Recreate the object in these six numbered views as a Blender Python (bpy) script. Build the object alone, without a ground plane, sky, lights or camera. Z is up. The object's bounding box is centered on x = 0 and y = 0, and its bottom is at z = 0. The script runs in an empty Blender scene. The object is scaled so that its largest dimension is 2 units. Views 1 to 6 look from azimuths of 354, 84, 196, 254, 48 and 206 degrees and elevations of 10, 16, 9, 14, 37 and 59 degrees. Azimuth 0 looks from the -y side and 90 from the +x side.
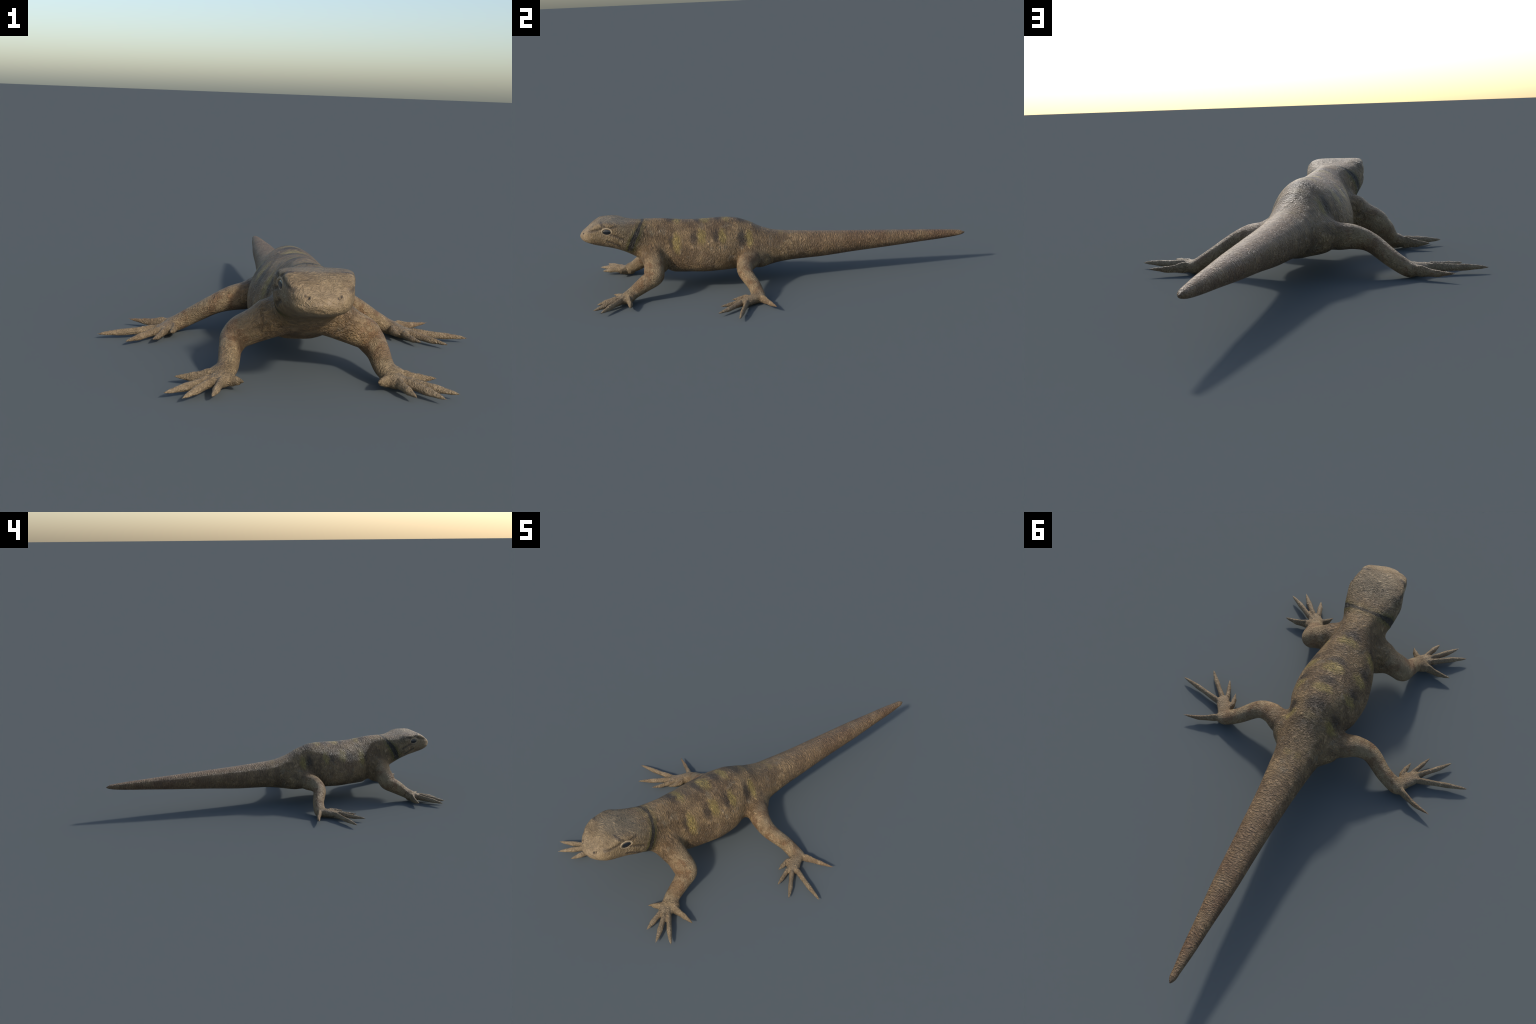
"""A collared desert lizard standing on four splayed legs, tail held straight out behind.

The skin is one surface: a lofted trunk (snout to tail tip) plus swept legs, feet and toes,
merged by a voxel remesh, filleted where limbs meet the trunk, carved with the eye sockets,
nostrils, mouth and cheek folds, then separated by region into named parts.
"""
import bpy, math
import numpy as np
from mathutils import Vector
from mathutils.bvhtree import BVHTree

VOXEL = 0.0030

# ---------------------------------------------------------------- trunk profile
# y station, z top, z bottom, half width, height of widest point (0..1), roundness above, roundness below
TRUNK = np.array([
    [-1.000, 0.3025, 0.292, 0.0202, 0.50, 2.15, 2.14],
    [-0.990, 0.317, 0.2755, 0.0393, 0.53, 2.45, 2.30],
    [-0.965, 0.3326, 0.264, 0.0742, 0.55, 4.2, 2.5],
    [-0.930, 0.3577, 0.2525, 0.0952, 0.59, 6.2, 2.8],
    [-0.890, 0.3732, 0.242, 0.1025, 0.62, 7.5, 2.9],
    [-0.850, 0.3738, 0.232, 0.1100, 0.62, 6.5, 2.8],
    [-0.810, 0.3702, 0.2188, 0.1200, 0.59, 4.9, 2.6],
    [-0.770, 0.3605, 0.1985, 0.1148, 0.535, 3.6, 2.35],
    [-0.720, 0.3562, 0.165, 0.1035, 0.455, 2.9, 2.25],
    [-0.670, 0.3587, 0.136, 0.0860, 0.43, 2.45, 2.3],
    [-0.610, 0.3580, 0.110, 0.0900, 0.37, 2.1, 2.6],
    [-0.540, 0.3508, 0.0838, 0.1185, 0.36, 1.80, 3.0],
    [-0.460, 0.3410, 0.0818, 0.1405, 0.37, 1.70, 3.0],
    [-0.380, 0.3385, 0.0787, 0.1520, 0.37, 1.68, 3.1],
    [-0.300, 0.3405, 0.0775, 0.1455, 0.365, 1.70, 2.9],
    [-0.220, 0.3345, 0.0730, 0.1200, 0.40, 1.85, 2.5],
    [-0.150, 0.3108, 0.0640, 0.0980, 0.41, 2.05, 2.3],
    [-0.080, 0.2742, 0.0712, 0.0995, 0.42, 2.18, 2.2],
    [0.000, 0.2508, 0.0865, 0.0870, 0.435, 2.17, 2.2],
    [0.080, 0.2423, 0.0935, 0.0783, 0.465, 2.15, 2.18],
    [0.200, 0.2323, 0.0957, 0.0668, 0.51, 2.15, 2.1],
    [0.400, 0.2193, 0.1098, 0.0553, 0.56, 2.15, 2.05],
    [0.600, 0.2068, 0.1225, 0.0455, 0.56, 2.15, 2.05],
    [0.750, 0.1978, 0.1333, 0.0327, 0.53, 2.15, 2.05],
    [0.880, 0.1890, 0.1422, 0.0229, 0.51, 2.15, 2.1],
    [0.950, 0.1828, 0.149, 0.0152, 0.48, 2.15, 2.15],
    [0.980, 0.1785, 0.1545, 0.0130, 0.46, 2.15, 2.15],
    [0.994, 0.1720, 0.159, 0.0075, 0.46, 2.15, 2.15],
    [1.0030, 0.168, 0.164, 0.002, 0.46, 2.1, 2.1],
])

# ---------------------------------------------------------------- limbs (right side; left is the mirror)
# each node: x, y, z, horizontal radius, vertical radius
FORELEG = [[.0437, -.642, .190, .070, .0594], [.095, -.644, .180, .061, .066], [.147, -.641, .153, .051, .056],
           [.194, -.643, .131, .051, .051], [.2143, -.648, .111, .0466, .0440], [.2287, -.689, .0885, .0360, .0405],
           [.2403, -.7498, .050, .0335, .0305], [.2670, -.7812, .034, .041, .027]]
HINDLEG = [[.030, -.120, .158, .058, .0575], [.0866, -.146, .155, .0558, .0590], [.135, -.167, .141, .053, .051],
           [.1935, -.192, .134, .0427, .0440], [.255, -.198, .112, .037, .0347], [.331, -.164, .063, .032, .0308],
           [.391, -.153, .028, .034, .0285], [.415, -.159, .026, .033, .024]]
FOREFOOT = [[.245, -.765, .034, .032, .030], [.258, -.790, .0265, .033, .026],
            [.272, -.814, .026, .031, .021], [.284, -.832, .026, .018, .013]]
HINDFOOT = [[.395, -.150, .0275, .031, .028], [.415, -.185, .0235, .028, .024],
            [.437, -.218, .021, .029, .020], [.454, -.240, .022, .020, .014]]
# skin webs that fill the groin behind the thigh and the armpit behind the arm
HINDWEB = [[.118, -.130, .134, .040, .046], [.078, -.090, .136, .040, .057], [.035, -.035, .142, .036, .054]]
FOREWEB = [[.142, -.628, .138, .034, .040], [.114, -.604, .130, .026, .034], [.088, -.582, .130, .022, .036]]
FORETOES = [
    [[.255, -.797, .030, .012, .020], [.233, -.807, .029, .014, .020], [.215, -.825, .031, .011, .013], [.206, -.836, .034, .006, .007], [.199, -.848, .035, .001, .001]],
    [[.258, -.810, .030, .012, .018], [.266, -.838, .029, .0105, .0155], [.278, -.878, .025, .0115, .0135], [.287, -.906, .021, .0075, .0085], [.294, -.926, .019, .001, .001]],
    [[.272, -.812, .030, .012, .018], [.292, -.835, .030, .0105, .0155], [.328, -.879, .025, .0115, .0135], [.356, -.914, .021, .0085, .009], [.377, -.942, .018, .001, .001]],
    [[.280, -.800, .030, .012, .018], [.304, -.818, .028, .0105, .0155], [.356, -.856, .025, .0110, .0135], [.400, -.885, .022, .0080, .0085], [.430, -.903, .020, .001, .001]],
    [[.268, -.780, .030, .014, .026], [.293, -.773, .028, .0125, .024], [.336, -.767, .024, .0110, .0165], [.370, -.766, .024, .0075, .0095], [.398, -.766, .025, .001, .001]],
]
HINDTOES = [
    [[.405, -.190, .027, .012, .016], [.395, -.213, .028, .011, .016], [.399, -.245, .027, .0100, .012], [.404, -.264, .028, .006, .007], [.408, -.280, .029, .001, .001]],
    [[.425, -.225, .024, .012, .015], [.433, -.250, .022, .0095, .014], [.449, -.293, .018, .0090, .0110], [.460, -.320, .019, .006, .0065], [.469, -.342, .020, .001, .001]],
    [[.440, -.225, .025, .012, .015], [.459, -.247, .024, .0105, .0145], [.508, -.300, .019, .0100, .0120], [.539, -.335, .018, .007, .0075], [.560, -.361, .017, .001, .001]],
    [[.445, -.210, .025, .012, .016], [.475, -.221, .023, .0110, .0155], [.560, -.245, .020, .0105, .0125], [.620, -.260, .019, .0075, .0085], [.660, -.270, .017, .001, .001]],
    [[.410, -.150, .026, .015, .024], [.433, -.133, .026, .0115, .020], [.487, -.109, .022, .0095, .0130], [.528, -.096, .024, .006, .007], [.560, -.087, .027, .001, .001]],
]

# folds of the head skin on one flank: polyline of (y, z), half width, depth
FOLDS = [
    ([(-.950, .332), (-.925, .338), (-.900, .343), (-.886, .350)], .0072, .0030, .62),     # lore, nostril to eye
    ([(-.890, .370), (-.880, .364), (-.870, .356)], .0060, .0032, .8),                    # notch above the eye
    ([(-.840, .350), (-.828, .354), (-.812, .357)], .0060, .0040, .7),                    # behind the brow
    ([(-.845, .316), (-.815, .306), (-.785, .289)], .0065, .0032, .70),                    # cheek fold
    ([(-.862, .282), (-.839, .274), (-.805, .254)], .0060, .0032, .78),                    # corner of the mouth
]
EYE = (-.8615, .3290)


# ================================================================ geometry helpers
def pchip(x, X, Y):
    """Monotone cubic interpolation of the profile columns."""
    h = np.diff(X)
    d = np.diff(Y, axis=0) / h[:, None]
    m = np.zeros_like(Y)
    w1, w2 = 2 * h[1:] + h[:-1], 2 * h[1:] + 0 * h[1:] + h[:-1]
    w2 = h[1:] + 2 * h[:-1]
    with np.errstate(all='ignore'):
        hm = (w1 + w2)[:, None] / (w1[:, None] / d[:-1] + w2[:, None] / d[1:])
    m[1:-1] = np.where(d[:-1] * d[1:] > 0, hm, 0)
    m[0], m[-1] = d[0], d[-1]
    i = np.clip(np.searchsorted(X, x) - 1, 0, len(X) - 2)
    t = ((x - X[i]) / h[i])[:, None]
    H = h[i][:, None]
    return ((2 * t**3 - 3 * t**2 + 1) * Y[i] + (t**3 - 2 * t**2 + t) * H * m[i]
            + (-2 * t**3 + 3 * t**2) * Y[i + 1] + (t**3 - t**2) * H * m[i + 1])


def spline(Y, m):
    Y = np.asarray(Y, float)
    n = len(Y)
    u = np.linspace(0, n - 1, m)
    i = np.clip(u.astype(int), 0, n - 2)
    f = (u - i)[:, None]
    P = np.vstack([2 * Y[0] - Y[1], Y, 2 * Y[-1] - Y[-2]])
    a, b, c, d = P[i], P[i + 1], P[i + 2], P[i + 3]
    return .5 * (2 * b + (c - a) * f + (2 * a - 5 * b + 4 * c - d) * f * f + (3 * b - a - 3 * c + d) * f**3)


def rings_to_mesh(R):
    """Closed tube from an array of rings (m, k, 3)."""
    m, k, _ = R.shape
    V = np.vstack([R.reshape(-1, 3), R[0].mean(0)[None], R[-1].mean(0)[None]])
    F = []
    for i in range(m - 1):
        for j in range(k):
            a, b = i * k + j, i * k + (j + 1) % k
            F.append((a, b, b + k, a + k))
    for j in range(k):
        F.append((m * k, (j + 1) % k, j))
        F.append((m * k + 1, (m - 1) * k + j, (m - 1) * k + (j + 1) % k))
    return V, F


def trunk():
    X = TRUNK[:, 0]
    ys = np.unique(np.concatenate([np.linspace(-1, -.95, 24), np.linspace(-.95, .95, 300), np.linspace(.95, 1.0030, 30)]))
    p = pchip(ys, X, TRUNK[:, 1:])
    th = np.linspace(0, 2 * np.pi, 96, endpoint=False)
    cs, sn = np.cos(th)[None], np.sin(th)[None]
    zt, zb, w, f, nu, nl = [p[:, i:i + 1] for i in range(6)]
    zw = zb + (zt - zb) * f
    pu = np.maximum(nu, 2.0)                              # a roof-like back keeps a rounded crest
    ru = np.where(nu < 2, 2 - (2 - nu) * 1.55, nu)
    up = sn > 0
    x = w * np.sign(cs) * np.abs(cs) ** (2 / np.where(up, pu, nl))
    z = np.where(up, zw + (zt - zw) * np.abs(sn) ** (2 / ru), zw - (zw - zb) * np.abs(sn) ** (2 / nl))
    R = np.stack([x, np.broadcast_to(ys[:, None], x.shape), z], -1)
    return rings_to_mesh(R[:, ::-1])


def tube(nodes, m, k=28, ridge=0.0):
    Y = spline(nodes, m)
    C = Y[:, :3]
    T = np.gradient(C, axis=0)
    T /= np.linalg.norm(T, axis=1)[:, None]
    h = np.cross(T, [0, 0, 1.])
    h /= np.linalg.norm(h, axis=1)[:, None]
    v = np.cross(h, T)
    th = np.linspace(0, 2 * np.pi, k, endpoint=False)
    cs, sn = np.cos(th)[None, :, None], np.sin(th)[None, :, None]
    if ridge:                                            # knuckles
        swell = 1 + .07 * np.cos(np.linspace(0, 2 * np.pi * 3.5, len(Y))) * np.linspace(1.2, .6, len(Y))
        Y[:, 3:] *= swell[:, None]
    narrow = 1 - ridge * np.clip(sn, 0, 1)               # toes are keeled along the top
    rh, rv = np.maximum(Y[:, 3], .0008)[:, None, None], np.maximum(Y[:, 4], .0008)[:, None, None]
    R = C[:, None] + h[:, None] * rh * cs * narrow + v[:, None] * rv * sn
    return rings_to_mesh(R)


def toe(nodes):
    """A tapering toe: slightly fuller flanks and a drawn-out pointed tip."""
    n = [list(v) for v in nodes]
    for v in n[:-1]:
        v[3] *= 1.04
        v[4] *= 1.02
    tip, prev = np.array(n[-1][:3]), np.array(n[-2][:3])
    d = (tip - prev) / np.linalg.norm(tip - prev)
    n[-1][:3] = list(tip + d * .004)
    return tube(n, 40, 20, .35)


def mirrored(part):
    V, F = part
    return V * np.array([-1, 1, 1.]), [tuple(reversed(f)) for f in F]


def make_mesh(name, V, F):
    me = bpy.data.meshes.new(name)
    me.from_pydata([tuple(v) for v in V], [], F)
    me.update()
    return me


# ================================================================ build the merged surface
parts = [("trunk", trunk())]
for side in (1, -1):
    group = [("foreleg", tube(FORELEG, 60)), ("forefoot", tube(FOREFOOT, 24))]
    group += [("foretoe%d" % i, toe(t)) for i, t in enumerate(FORETOES)]
    group += [("hindleg", tube(HINDLEG, 60)), ("hindfoot", tube(HINDFOOT, 24))]
    group += [("hindweb", tube(HINDWEB, 24)), ("foreweb", tube(FOREWEB, 24))]
    group += [("hindtoe%d" % i, toe(t)) for i, t in enumerate(HINDTOES)]
    for n, p in group:
        parts.append((n + ("R" if side > 0 else "L"), p if side > 0 else mirrored(p)))

allV, allF, off = [], [], 0
for n, (V, F) in parts:
    allV.append(V)
    allF += [tuple(i + off for i in f) for f in F]
    off += len(V)
raw = make_mesh("raw", np.vstack(allV), allF)
raw_ob = bpy.data.objects.new("raw", raw)
bpy.context.scene.collection.objects.link(raw_ob)
mod = raw_ob.modifiers.new("merge", 'REMESH')
mod.mode = 'VOXEL'
mod.voxel_size = VOXEL
mod.adaptivity = 0
dg = bpy.context.evaluated_depsgraph_get()
skin = bpy.data.meshes.new_from_object(raw_ob.evaluated_get(dg))
bpy.data.objects.remove(raw_ob)

nv = len(skin.vertices)
co = np.zeros(nv * 3)
skin.vertices.foreach_get("co", co)
co = co.reshape(-1, 3)
ne = len(skin.edges)
ed = np.zeros(ne * 2, int)
skin.edges.foreach_get("vertices", ed)
ed = ed.reshape(-1, 2)
deg = np.bincount(ed.ravel(), minlength=nv)[:, None]


def laplace(P):
    acc = np.empty_like(P)
    for a in range(3):
        acc[:, a] = (np.bincount(ed[:, 0], P[ed[:, 1], a], nv) + np.bincount(ed[:, 1], P[ed[:, 0], a], nv))
    return acc / deg - P


# fade the voxel steps without shrinking (Taubin)
for _ in range(6):
    co = co + .5 * laplace(co)
    co = co - .52 * laplace(co)

# ---- which component does each vertex lie on, and how near is the next one
tree = {n: BVHTree.FromPolygons([Vector(v) for v in V], F) for n, (V, F) in parts}
bbox = {n: (V.min(0), V.max(0)) for n, (V, F) in parts}
names = [n for n, _ in parts]
dist = np.full((nv, len(names)), 9.0)
REACH = .05
dist[:, 0] = .5
limb_zone = np.zeros(nv, bool)
for n in names[1:]:
    if "leg" in n:
        limb_zone |= np.all((co > bbox[n][0] - .03) & (co < bbox[n][1] + .03), axis=1)
for j, n in enumerate(names):
    lo, hi = bbox[n]
    pad = REACH if n == "trunk" or "leg" in n or "web" in n else .02
    near = np.all((co > lo - pad) & (co < hi + pad), axis=1)
    if j == 0:
        near &= limb_zone
    for i in np.nonzero(near)[0]:
        r = tree[n].find_nearest(Vector(co[i]), pad)
        if r[0] is not None and r[3] is not None:
            dist[i, j] = r[3]
order = np.sort(dist, axis=1)
label = np.argmin(dist, axis=1)


def fillet(sel_a, sel_b, radius, steps):
    """Relax the skin where two groups of components meet."""
    global co
    a = dist[:, sel_a].min(1)
    b = dist[:, sel_b].min(1)
    w = np.exp(-(np.maximum(a, b) / radius) ** 2)
    w[w < .02] = 0
    act = np.nonzero(w)[0]
    mine = (w[ed[:, 0]] > 0) | (w[ed[:, 1]] > 0)
    loc, e = np.unique(ed[mine], return_inverse=True)
    e = e.reshape(-1, 2)
    P, n = co[loc], len(loc)
    wl = (.6 * w[loc])[:, None]
    dl = deg[loc]
    for _ in range(steps):
        acc = np.empty_like(P)
        for k in range(3):
            acc[:, k] = np.bincount(e[:, 0], P[e[:, 1], k], n) + np.bincount(e[:, 1], P[e[:, 0], k], n)
        P = P + wl * (acc / dl - P)
    co[loc] = P


idx = {n: j for j, n in enumerate(names)}
for s in "RL":
    fillet([idx["trunk"]], [idx["foreleg" + s], idx["foreweb" + s]], .042, 260)
    fillet([idx["trunk"]], [idx["hindleg" + s], idx["hindweb" + s]], .036, 220)
    for kind in ("fore", "hind"):
        fillet([idx[kind + "web" + s]], [idx[kind + "leg" + s]], .03, 80)
        foot = [idx[kind + "leg" + s], idx[kind + "foot" + s]]
        fillet([foot[0]], [foot[1]], .012, 20)
        for t in range(5):
            fillet(foot, [idx["%stoe%d%s" % (kind, t, s)]], .005, 8)
for _ in range(4):
    co = co + .5 * laplace(co)
    co = co - .5 * laplace(co)


# ---- carve the head
def vertex_normals(P):
    skin.vertices.foreach_set("co", P.ravel())
    skin.update()
    n = np.zeros(nv * 3)
    skin.vertices.foreach_get("normal", n)
    return n.reshape(-1, 3)


nor = vertex_normals(co)
head = (co[:, 1] < -.74) & (co[:, 2] > .2)


def seg_dist(Q, A, B):
    A, B = np.array(A), np.array(B)
    d = B - A
    t = np.clip(((Q - A) @ d) / (d @ d), 0, 1)
    return np.linalg.norm(Q - A - t[:, None] * d, axis=1)


yz = co[:, 1:]
side = np.clip((np.abs(co[:, 0]) - .055) / .02, 0, 1) * head
push = np.zeros(nv)
for line, wid, dep, tone in FOLDS:
    d = np.min([seg_dist(yz, a, b) for a, b in zip(line[:-1], line[1:])], axis=0)
    push -= dep * np.exp(-(d / wid) ** 2) * side * np.clip(np.abs(nor[:, 0]) * 1.6 - .5, 0, 1)
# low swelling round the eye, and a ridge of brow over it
e = np.hypot((co[:, 1] - EYE[0]) / .034, (co[:, 2] - EYE[1]) / .026)
push -= .0025 * np.exp(-(e / .75) ** 4) * side
# the collar lies in a shallow groove across the nape and down the neck
tz = .356 - co[:, 2]
cf = co[:, 1] - (-.688 - .72 * tz + 1.5 * tz * tz)
push -= .0008 * np.exp(-(cf / .008) ** 2) * np.clip((co[:, 2] - .225) / .02, 0, 1) * (np.abs(co[:, 0]) < .125)
# nostrils: small slanted pits on the front of the snout
nx = np.abs(co[:, 0]) - .0455
ny = co[:, 1] + .979
nz = co[:, 2] - .3185
u = .75 * nx + .66 * nz
v = -.66 * nx + .75 * nz
push -= .007 * np.exp(-((u / .0045) ** 2 + (v / .0065) ** 2 + (ny / .014) ** 2)) * head
co = co + nor * push[:, None]
print("lowest point before grounding", co[:, 2].min())
co[:, 2] = np.maximum(co[:, 2], 0) if co[:, 2].min() < 0 else co[:, 2] - np.clip((.03 - co[:, 2]) / .03, 0, 1) * co[:, 2].min()
nor = vertex_normals(co)
polys = np.zeros(len(skin.polygons) * 4, int)
skin.polygons.foreach_get("vertices", polys)
polys = polys.reshape(-1, 4)
skin_tree = BVHTree.FromPolygons([Vector(v) for v in co], [tuple(p) for p in polys.tolist()])


# ================================================================ materials
class Nodes:
    def __init__(self, name):
        self.mat = bpy.data.materials.new(name)
        self.mat.use_nodes = True
        self.nt = self.mat.node_tree
        self.nt.nodes.clear()
        self.out = self.nt.nodes.new("ShaderNodeOutputMaterial")
        self.bsdf = self.nt.nodes.new("ShaderNodeBsdfPrincipled")
        self.link(self.bsdf.outputs[0], self.out.inputs[0])

    def link(self, a, b):
        self.nt.links.new(a, b)

    def put(self, sock, val):
        if isinstance(val, bpy.types.NodeSocket):
            self.link(val, sock)
        else:
            sock.default_value = val

    def math(self, op, a, b=0.0, c=0.0, clamp=False):
        n = self.nt.nodes.new("ShaderNodeMath")
        n.operation = op
        n.use_clamp = clamp
        for s, v in zip(n.inputs, (a, b, c)):
            self.put(s, v)
        return n.outputs[0]

    def vec(self, op, a, b=(0, 0, 0), scale=None):
        n = self.nt.nodes.new("ShaderNodeVectorMath")
        n.operation = op
        self.put(n.inputs[0], a)
        self.put(n.inputs[1], b)
        if scale is not None:
            self.put(n.inputs["Scale"], scale)
        return n.outputs["Value"] if op in ("LENGTH", "DOT_PRODUCT", "DISTANCE") else n.outputs["Vector"]

    def ramp(self, x, lo, hi, a=0.0, b=1.0):
        n = self.nt.nodes.new("ShaderNodeMapRange")
        n.interpolation_type = 'SMOOTHSTEP'
        for k, v in (("Value", x), ("From Min", lo), ("From Max", hi), ("To Min", a), ("To Max", b)):
            self.put(n.inputs[k], v)
        return n.outputs["Result"]

    def noise(self, vec, scale, detail=3.0, rough=.55, dist=0.0, color=False):
        n = self.nt.nodes.new("ShaderNodeTexNoise")
        self.put(n.inputs["Vector"], vec)
        self.put(n.inputs["Scale"], scale)
        self.put(n.inputs["Detail"], detail)
        self.put(n.inputs["Roughness"], rough)
        self.put(n.inputs["Distortion"], dist)
        return n.outputs["Color"] if color else n.outputs["Fac"]

    def voronoi(self, vec, scale, feature='F1'):
        n = self.nt.nodes.new("ShaderNodeTexVoronoi")
        n.feature = feature
        self.put(n.inputs["Vector"], vec)
        self.put(n.inputs["Scale"], scale)
        return n.outputs["Distance"]

    def mix(self, fac, a, b, mode='MIX'):
        n = self.nt.nodes.new("ShaderNodeMix")
        n.data_type = 'RGBA'
        n.blend_type = mode
        self.put(n.inputs["Factor"], fac)
        self.put(n.inputs["A"], a if isinstance(a, bpy.types.NodeSocket) else (*a, 1))
        self.put(n.inputs["B"], b if isinstance(b, bpy.types.NodeSocket) else (*b, 1))
        return [o for o in n.outputs if o.type == 'RGBA'][0]

    def blob(self, P, centre, radii, soft=.5):
        """1 inside an ellipsoid, fading to 0 at its edge."""
        d = self.vec('SUBTRACT', P, centre)
        d = self.vec('DIVIDE', d, radii)
        return self.ramp(self.vec('LENGTH', d), 1.0, 1.0 - soft)

    def add_up(self, vals):
        r = vals[0]
        for v in vals[1:]:
            r = self.math('MAXIMUM', r, v)
        return r

    def stroke(self, P, pts, width):
        """1 along a polyline, fading over its width."""
        res = []
        for A, B in zip(pts[:-1], pts[1:]):
            A, B = Vector(A), Vector(B)
            d = B - A
            q = self.vec('SUBTRACT', P, A[:])
            t = self.math('DIVIDE', self.vec('DOT_PRODUCT', q, d[:]), d.dot(d), clamp=True)
            on = self.vec('SCALE', d[:], scale=t)
            res.append(self.ramp(self.vec('DISTANCE', q, on), width, width * .25))
        return self.add_up(res)


def skin_material():
    N = Nodes("scaly_skin")
    co_n = N.nt.nodes.new("ShaderNodeTexCoord").outputs["Object"]
    sep = N.nt.nodes.new("ShaderNodeSeparateXYZ")
    N.link(co_n, sep.inputs[0])
    ax = N.math('ABSOLUTE', sep.outputs["X"])
    y, z = sep.outputs["Y"], sep.outputs["Z"]
    comb = N.nt.nodes.new("ShaderNodeCombineXYZ")
    N.link(ax, comb.inputs[0]); N.link(y, comb.inputs[1]); N.link(z, comb.inputs[2])
    P0 = comb.outputs[0]
    # ragged coordinates, so that marks have broken edges
    wob = N.vec('SUBTRACT', N.noise(co_n, 55, 3, .65, color=True), (.5, .5, .5))
    P = N.vec('ADD', P0, N.vec('SCALE', wob, scale=.036))

    limb = N.ramp(ax, .13, .20)
    body = N.math('SUBTRACT', 1.0, limb)

    # fibre-like wrinkles: across the body on the trunk, finer and rounder on the legs
    swirl = N.vec('SCALE', N.vec('SUBTRACT', N.noise(co_n, 16, 2, .5, color=True), (.5, .5, .5)), scale=.060)
    warped = N.vec('ADD', co_n, swirl)
    across = N.vec('MULTIPLY', warped, (.40, 1.35, .40))
    fib = N.noise(across, 140, 3, .62, .5)
    fib_fine = N.noise(N.vec('MULTIPLY', warped, (.6, 1.3, .6)), 250, 3, .6, .3)
    leg_n = N.noise(N.vec('MULTIPLY', warped, (.9, 1.0, .9)), 175, 3, .6, .5)
    grain = N.mix(limb, fib, leg_n)
    ragged = N.vec('ADD', N.vec('MULTIPLY', warped, (.45, 1.15, .45)), N.vec('SCALE', wob, scale=.030))
    crack = N.ramp(N.voronoi(ragged, 68, 'DISTANCE_TO_EDGE'), .0, .22)

    blot = N.noise(co_n, 11, 3, .6, .3)
    blot2 = N.noise(N.vec('ADD', co_n, (3.1, 1.7, .4)), 22, 3, .6)
    # ---- ground colours
    tan, brown, grey, rust, sand = (.278, .182, .088), (.160, .101, .050), (.255, .208, .138), (.218, .124, .058), (.335, .234, .125)
    col = N.mix(N.ramp(blot, .38, .62), tan, brown)
    col = N.mix(N.math('MULTIPLY', N.ramp(blot2, .55, .72), .55), col, grey)
    legc = N.mix(N.ramp(N.noise(co_n, 17, 3, .65, .3), .44, .62), sand, rust)
    col = N.mix(N.math('MULTIPLY', limb, .85), col, legc)
    # head: greyer crown, sandy snout
    headm = N.ramp(y, -.70, -.78)
    headc = N.mix(N.ramp(blot2, .38, .66), (.275, .198, .108), (.185, .128, .068))
    col = N.mix(N.math('MULTIPLY', headm, .8), col, headc)
    crown = N.blob(P, (0, -.83, .375), (.105, .12, .05), .7)
    col = N.mix(N.math('MULTIPLY', crown, .40), col, (.215, .170, .108))
    snout = N.ramp(y, -.93, -.985)
    col = N.mix(N.math('MULTIPLY', snout, .6), col, (.325, .232, .132))
    lip = N.math('MULTIPLY', N.blob(P, (.095, -.92, .268), (.04, .07, .018), .7), .5)
    col = N.mix(lip, col, (.140, .082, .045))
    # tail: rusty towards the tip along the top
    col = N.mix(N.ramp(y, .02, .25, 0, .6), col, (.230, .142, .072))
    tailm = N.math('MULTIPLY', N.ramp(y, .1, .8), N.ramp(blot, .35, .6))
    col = N.mix(N.math('MULTIPLY', tailm, .55), col, (.170, .086, .040))
    # shanks and toes run paler
    toe = N.add_up([N.ramp(N.vec('DISTANCE', P0, (.33, -.86, .02)), .13, .07), N.ramp(N.vec('DISTANCE', P0, (.52, -.25, .02)), .20, .10)])
    col = N.mix(N.math('MULTIPLY', toe, .75), col, (.275, .200, .118))

    # ---- marks on the back and flanks
    flank_y = [(.100, -.522, .248), (.100, -.397, .270), (.103, -.292, .264), (.083, -.157, .238)]
    flank_r = [(.07, .029, .074), (.07, .034, .056), (.07, .027, .054), (.07, .028, .062)]
    flank_d = [(.095, -.549, .255), (.101, -.438, .265), (.101, -.325, .266), (.093, -.194, .250)]
    flank_dr = [(.07, .024, .064), (.07, .030, .056), (.07, .029, .056), (.07, .031, .066)]
    dors_y = [(0, -.515, .347), (0, -.372, .341), (0, -.264, .340)]
    dors_yr = [(.068, .027, .035), (.072, .040, .035), (.070, .028, .035)]
    dors_d = [(0, -.548, .35), (0, -.411, .341), (0, -.308, .340), (0, -.192, .326)]
    dors_dr = [(.072, .025, .035), (.074, .028, .035), (.074, .032, .035), (.074, .050, .045)]
    dark = N.add_up([N.blob(P, c, r, .75) for c, r in zip(flank_d + dors_d, flank_dr + dors_dr)])
    dark = N.math('MULTIPLY', dark, N.ramp(grain, .28, .52, .55, .85))
    col = N.mix(dark, col, (.050, .034, .022))
    yel = N.add_up([N.blob(P, c, r, .70) for c, r in zip(flank_y + dors_y, flank_r + dors_yr)])
    faint = N.add_up([N.blob(P, c, r, .9) for c, r in (((0, -.142, .308), (.05, .03, .03)), ((.02, .014, .247), (.03, .025, .02)))])
    yel = N.add_up([yel, N.math('MULTIPLY', faint, .45)])
    yel = N.math('MULTIPLY', yel, N.ramp(grain, .25, .5, .6, 1.0))
    col = N.mix(yel, col, (.288, .208, .066))

    # ---- collar: a slanting black band edged with yellow-green on the sides of the neck
    t = N.math('SUBTRACT', .356, z)
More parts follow.
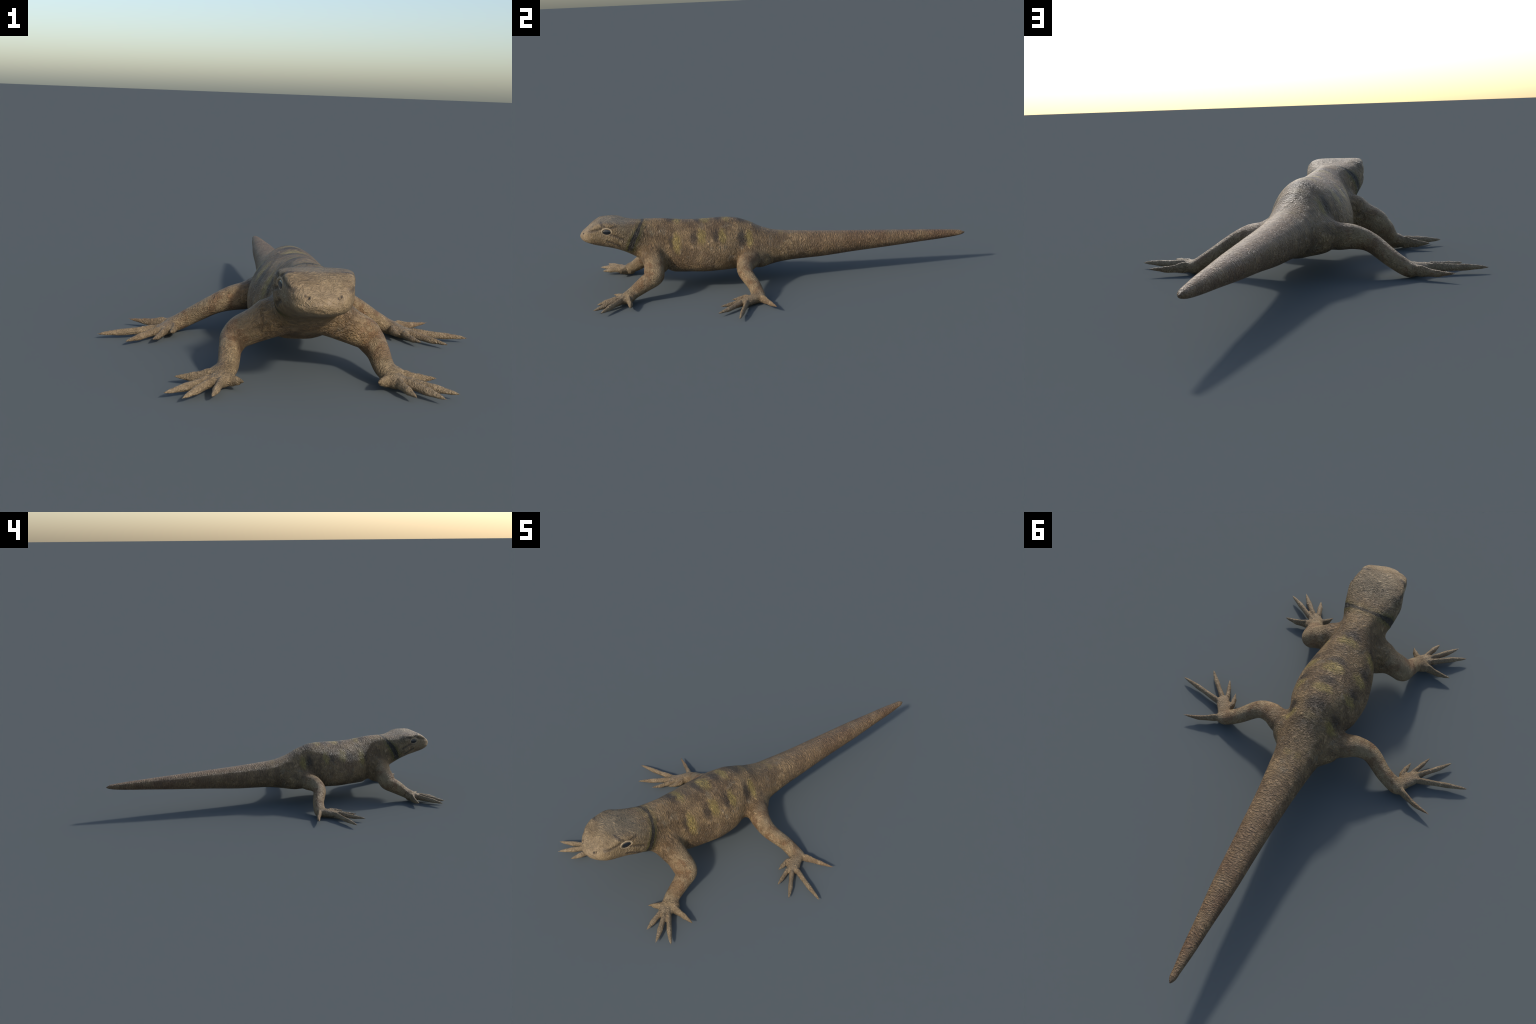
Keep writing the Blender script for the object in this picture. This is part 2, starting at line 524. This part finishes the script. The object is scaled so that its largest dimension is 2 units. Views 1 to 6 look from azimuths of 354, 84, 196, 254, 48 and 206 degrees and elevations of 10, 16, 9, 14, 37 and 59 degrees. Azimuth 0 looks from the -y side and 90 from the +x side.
    f = N.math('ADD', -.688, N.math('ADD', N.math('MULTIPLY', t, -.72), N.math('MULTIPLY', N.math('MULTIPLY', t, t), 1.5)))
    wy = N.math('MULTIPLY', N.math('SUBTRACT', N.noise(co_n, 60, 2), .5), .012)
    off = N.math('ABSOLUTE', N.math('ADD', N.math('SUBTRACT', y, f), wy))
    low = N.ramp(z, .213, .232)
    halfw = N.ramp(t, .0, .06, .0070, .0140)
    fringe = N.math('MULTIPLY', N.ramp(off, .042, .010), N.math('MULTIPLY', N.ramp(z, .20, .225), N.ramp(t, .0, .06, .3, .95)))
    col = N.mix(fringe, col, (.140, .118, .028))
    band = N.math('MULTIPLY', N.ramp(off, N.math('ADD', halfw, .0045), N.math('SUBTRACT', halfw, .0035)), low)
    col = N.mix(N.math('MULTIPLY', band, N.ramp(t, 0, .05, .78, .95)), col, (.034, .027, .022))

    # ---- darker colour along the head folds and in the nostrils
    sx = N.math('MULTIPLY', N.ramp(ax, .05, .075), headm)
    flat = N.nt.nodes.new("ShaderNodeCombineXYZ")
    psep = N.nt.nodes.new("ShaderNodeSeparateXYZ")
    N.link(N.vec('ADD', P0, N.vec('SCALE', wob, scale=.010)), psep.inputs[0])
    N.link(psep.outputs[1], flat.inputs[1]); N.link(psep.outputs[2], flat.inputs[2])
    folds = N.add_up([N.math('MULTIPLY', N.stroke(flat.outputs[0], [(0, a, b) for a, b in line], wid * 1.5), tone) for line, wid, dep, tone in FOLDS])
    col = N.mix(N.math('MULTIPLY', folds, sx), col, (.072, .052, .036))
    nost = N.stroke(P0, [(.041, -.980, .3160), (.050, -.977, .3225)], .0076)
    col = N.mix(N.math('MULTIPLY', nost, .88), col, (.026, .019, .016))

    # ---- fine grain in the colour: creases darker, crests paler
    calm = N.math('SUBTRACT', 1.0, N.math('MULTIPLY', N.math('MAXIMUM', limb, N.ramp(y, -.80, -.92)), .5))
    crease = N.math('MULTIPLY', N.math('MAXIMUM', N.ramp(grain, .35, .52, .70, 0), N.math('MULTIPLY', N.math('SUBTRACT', 1.0, crack), .38)), calm)
    col = N.mix(crease, col, N.mix(1.0, col, (.45, .42, .38), 'MULTIPLY'))
    col = N.mix(N.math('MULTIPLY', N.ramp(grain, .52, .68, 0, .75), calm), col, N.mix(1.0, col, (1.55, 1.52, 1.45), 'MULTIPLY'))
    col = N.mix(N.ramp(fib_fine, .50, .68, 0, .35), col, N.mix(1.0, col, (1.5, 1.48, 1.42), 'MULTIPLY'))

    # ---- relief
    hgt = N.math('ADD', N.math('MULTIPLY', grain, 1.0), N.math('MULTIPLY', fib_fine, .3))
    hgt = N.math('ADD', hgt, N.math('MULTIPLY', N.math('MULTIPLY', crack, calm), .26))
    hgt = N.math('MULTIPLY', N.math('ADD', hgt, N.math('MULTIPLY', N.noise(warped, 48, 2), .5)), N.ramp(y, -.80, -.92, 1.0, .65))
    rump = N.blob(P0, (0, -.10, .30), (.13, .26, .12), .8)
    rings = N.math('SINE', N.math('MULTIPLY', N.math('ADD', y, N.math('MULTIPLY', N.noise(co_n, 30, 2), .03)), 560))
    rings = N.math('MULTIPLY', rings, N.ramp(y, .0, .15, 0, .07))
    hgt = N.math('ADD', N.math('MULTIPLY', hgt, N.math('ADD', 1.0, N.math('MULTIPLY', rump, .6))), rings)
    b = N.nt.nodes.new("ShaderNodeBump")
    b.inputs["Strength"].default_value = 1.0
    b.inputs["Distance"].default_value = .0105
    N.link(hgt, b.inputs["Height"])
    N.link(b.outputs[0], N.bsdf.inputs["Normal"])
    N.link(col, N.bsdf.inputs["Base Color"])
    N.bsdf.inputs["Roughness"].default_value = .49
    N.bsdf.inputs["Specular IOR Level"].default_value = .42
    return N.mat


def plain(name, colour, rough, coat=0.0):
    N = Nodes(name)
    c = N.nt.nodes.new("ShaderNodeTexCoord").outputs["Object"]
    n = N.noise(c, 90, 3)
    N.link(N.mix(N.ramp(n, .35, .65), [v * .88 for v in colour], [min(1, v * 1.1) for v in colour]), N.bsdf.inputs["Base Color"])
    N.bsdf.inputs["Roughness"].default_value = rough
    N.bsdf.inputs["Coat Weight"].default_value = coat
    return N.mat


SKIN = skin_material()
EYEBALL = plain("dark_eye", (.012, .013, .016), .18, .3)
LID = plain("pale_eyelid", (.33, .245, .150), .55)

# ================================================================ separate the skin into named parts
cx = co[polys].mean(1)
flab = np.empty(len(polys), int)
plab = label[polys]
# majority label of the four corners
for k in range(4):
    same = (plab == plab[:, k:k + 1]).sum(1)
    if k == 0:
        best, flab[:] = same, plab[:, 0]
    else:
        upd = same > best
        best = np.where(upd, same, best)
        flab[upd] = plab[upd, k]

part_of = {}
region = np.empty(len(polys), dtype=object)
for j, n in enumerate(names):
    region[flab == j] = n.replace("web", "leg")
tr = flab == idx["trunk"]
collar_y = -.688 - .62 * (.356 - cx[:, 2])
region[tr] = "torso"
region[tr & (cx[:, 1] < -.615)] = "neck"
region[tr & (cx[:, 1] < collar_y)] = "head"
region[tr & (cx[:, 1] > .0)] = "tail"

scene = bpy.context.scene.collection
root = bpy.data.objects.new("lizard", None)
scene.objects.link(root)
root.empty_display_size = .2
root["label"] = "tan brown desert lizard with black collar and yellow spots"
root["category"] = "lizard"


def add_part(name, reg, parent):
    f = polys[region == reg]
    used, inv = np.unique(f, return_inverse=True)
    me = make_mesh(name, co[used], [tuple(r) for r in inv.reshape(-1, 4).tolist()])
    me.polygons.foreach_set("use_smooth", np.ones(len(me.polygons), bool))
    me.normals_split_custom_set_from_vertices([tuple(n) for n in nor[used]])
    me.materials.append(SKIN)
    ob = bpy.data.objects.new(name, me)
    scene.objects.link(ob)
    ob.parent = parent
    return ob


obs = {}
for n in ("head", "neck", "torso", "tail"):
    obs[n] = add_part(n, n, root)
for s in "RL":
    for kind in ("fore", "hind"):
        leg = add_part(kind + "leg", kind + "leg" + s, root)
        add_part(kind + "foot", kind + "foot" + s, leg)
        for t in range(5):
            add_part("toe", "%stoe%d%s" % (kind, t, s), leg)


# ---- eyes: a glossy dark ball in a pale lid that follows the cheek
def surf_x(yy, zz):
    r = skin_tree.ray_cast(Vector((.4, yy, zz)), Vector((-1, 0, 0)))
    return r[0].x


def eye_parts(sgn):
    k = 48
    th = np.linspace(0, 2 * np.pi, k, endpoint=False)
    # lid: ring swept between an inner and an outer oval, raised in the middle
    rows = []
    prof = np.linspace(0, 1, 9)
    for s in prof:
        ry = .0219 + (.0280 - .0219) * s
        rz = .0131 + (.0196 - .0131) * s
        yc = EYE[0] - .0008 * s
        zc = EYE[1] + .0034 * s
        lift = .0014 * math.sin(math.pi * min(1, s * 1.0)) ** .7 - .0015 * (s > .99) + (.0 if s > 0 else -.003)
        rows.append([(surf_x(yc + ry * math.cos(a), zc + rz * math.sin(a)) + lift, yc + ry * math.cos(a), zc + rz * math.sin(a)) for a in th])
    R = np.array(rows)
    back = R[::-1].copy()
    back[:, :, 0] -= .006
    ring = np.vstack([R, back])
    m = len(ring)
    V = ring.reshape(-1, 3)
    F = [(i * k + j, i * k + (j + 1) % k, ((i + 1) % m) * k + (j + 1) % k, ((i + 1) % m) * k + j) for i in range(m) for j in range(k)]
    lid = (V * np.array([sgn, 1, 1]), F if sgn > 0 else [tuple(reversed(f)) for f in F])
    # ball: a shallow oval dome lying in the socket
    rows = []
    for r, off in [(.03, -.006), (.5, -.006), (1.0, -.0055), (1.06, -.004), (1.0, -.0022), (.92, -.0008),
                   (.8, .0006), (.65, .0016), (.5, .0022), (.3, .0027), (.1, .0029), (.02, .0029)]:
        ring_ = []
        for a in th:
            yy, zz = EYE[0] + .0228 * r * math.cos(a), EYE[1] + .0138 * r * math.sin(a)
            ring_.append((surf_x(yy, zz) + off, yy, zz))
        rows.append(ring_)
    V, F = rings_to_mesh(np.array(rows))
    ball = (V * np.array([sgn, 1, 1]), [tuple(reversed(f)) for f in F] if sgn > 0 else F)
    return ball, lid


for sgn in (1, -1):
    for (V, F), nm, mat in zip(eye_parts(sgn), ("eye", "eyelid"), (EYEBALL, LID)):
        me = make_mesh(nm, V, F)
        import bmesh
        bm = bmesh.new(); bm.from_mesh(me)
        bmesh.ops.recalc_face_normals(bm, faces=bm.faces)
        bm.to_mesh(me); bm.free()
        me.polygons.foreach_set("use_smooth", np.ones(len(me.polygons), bool))
        me.materials.append(mat)
        ob = bpy.data.objects.new(nm, me)
        scene.objects.link(ob)
        ob.parent = obs["head"]
bpy.data.meshes.remove(skin)
bpy.data.meshes.remove(raw)
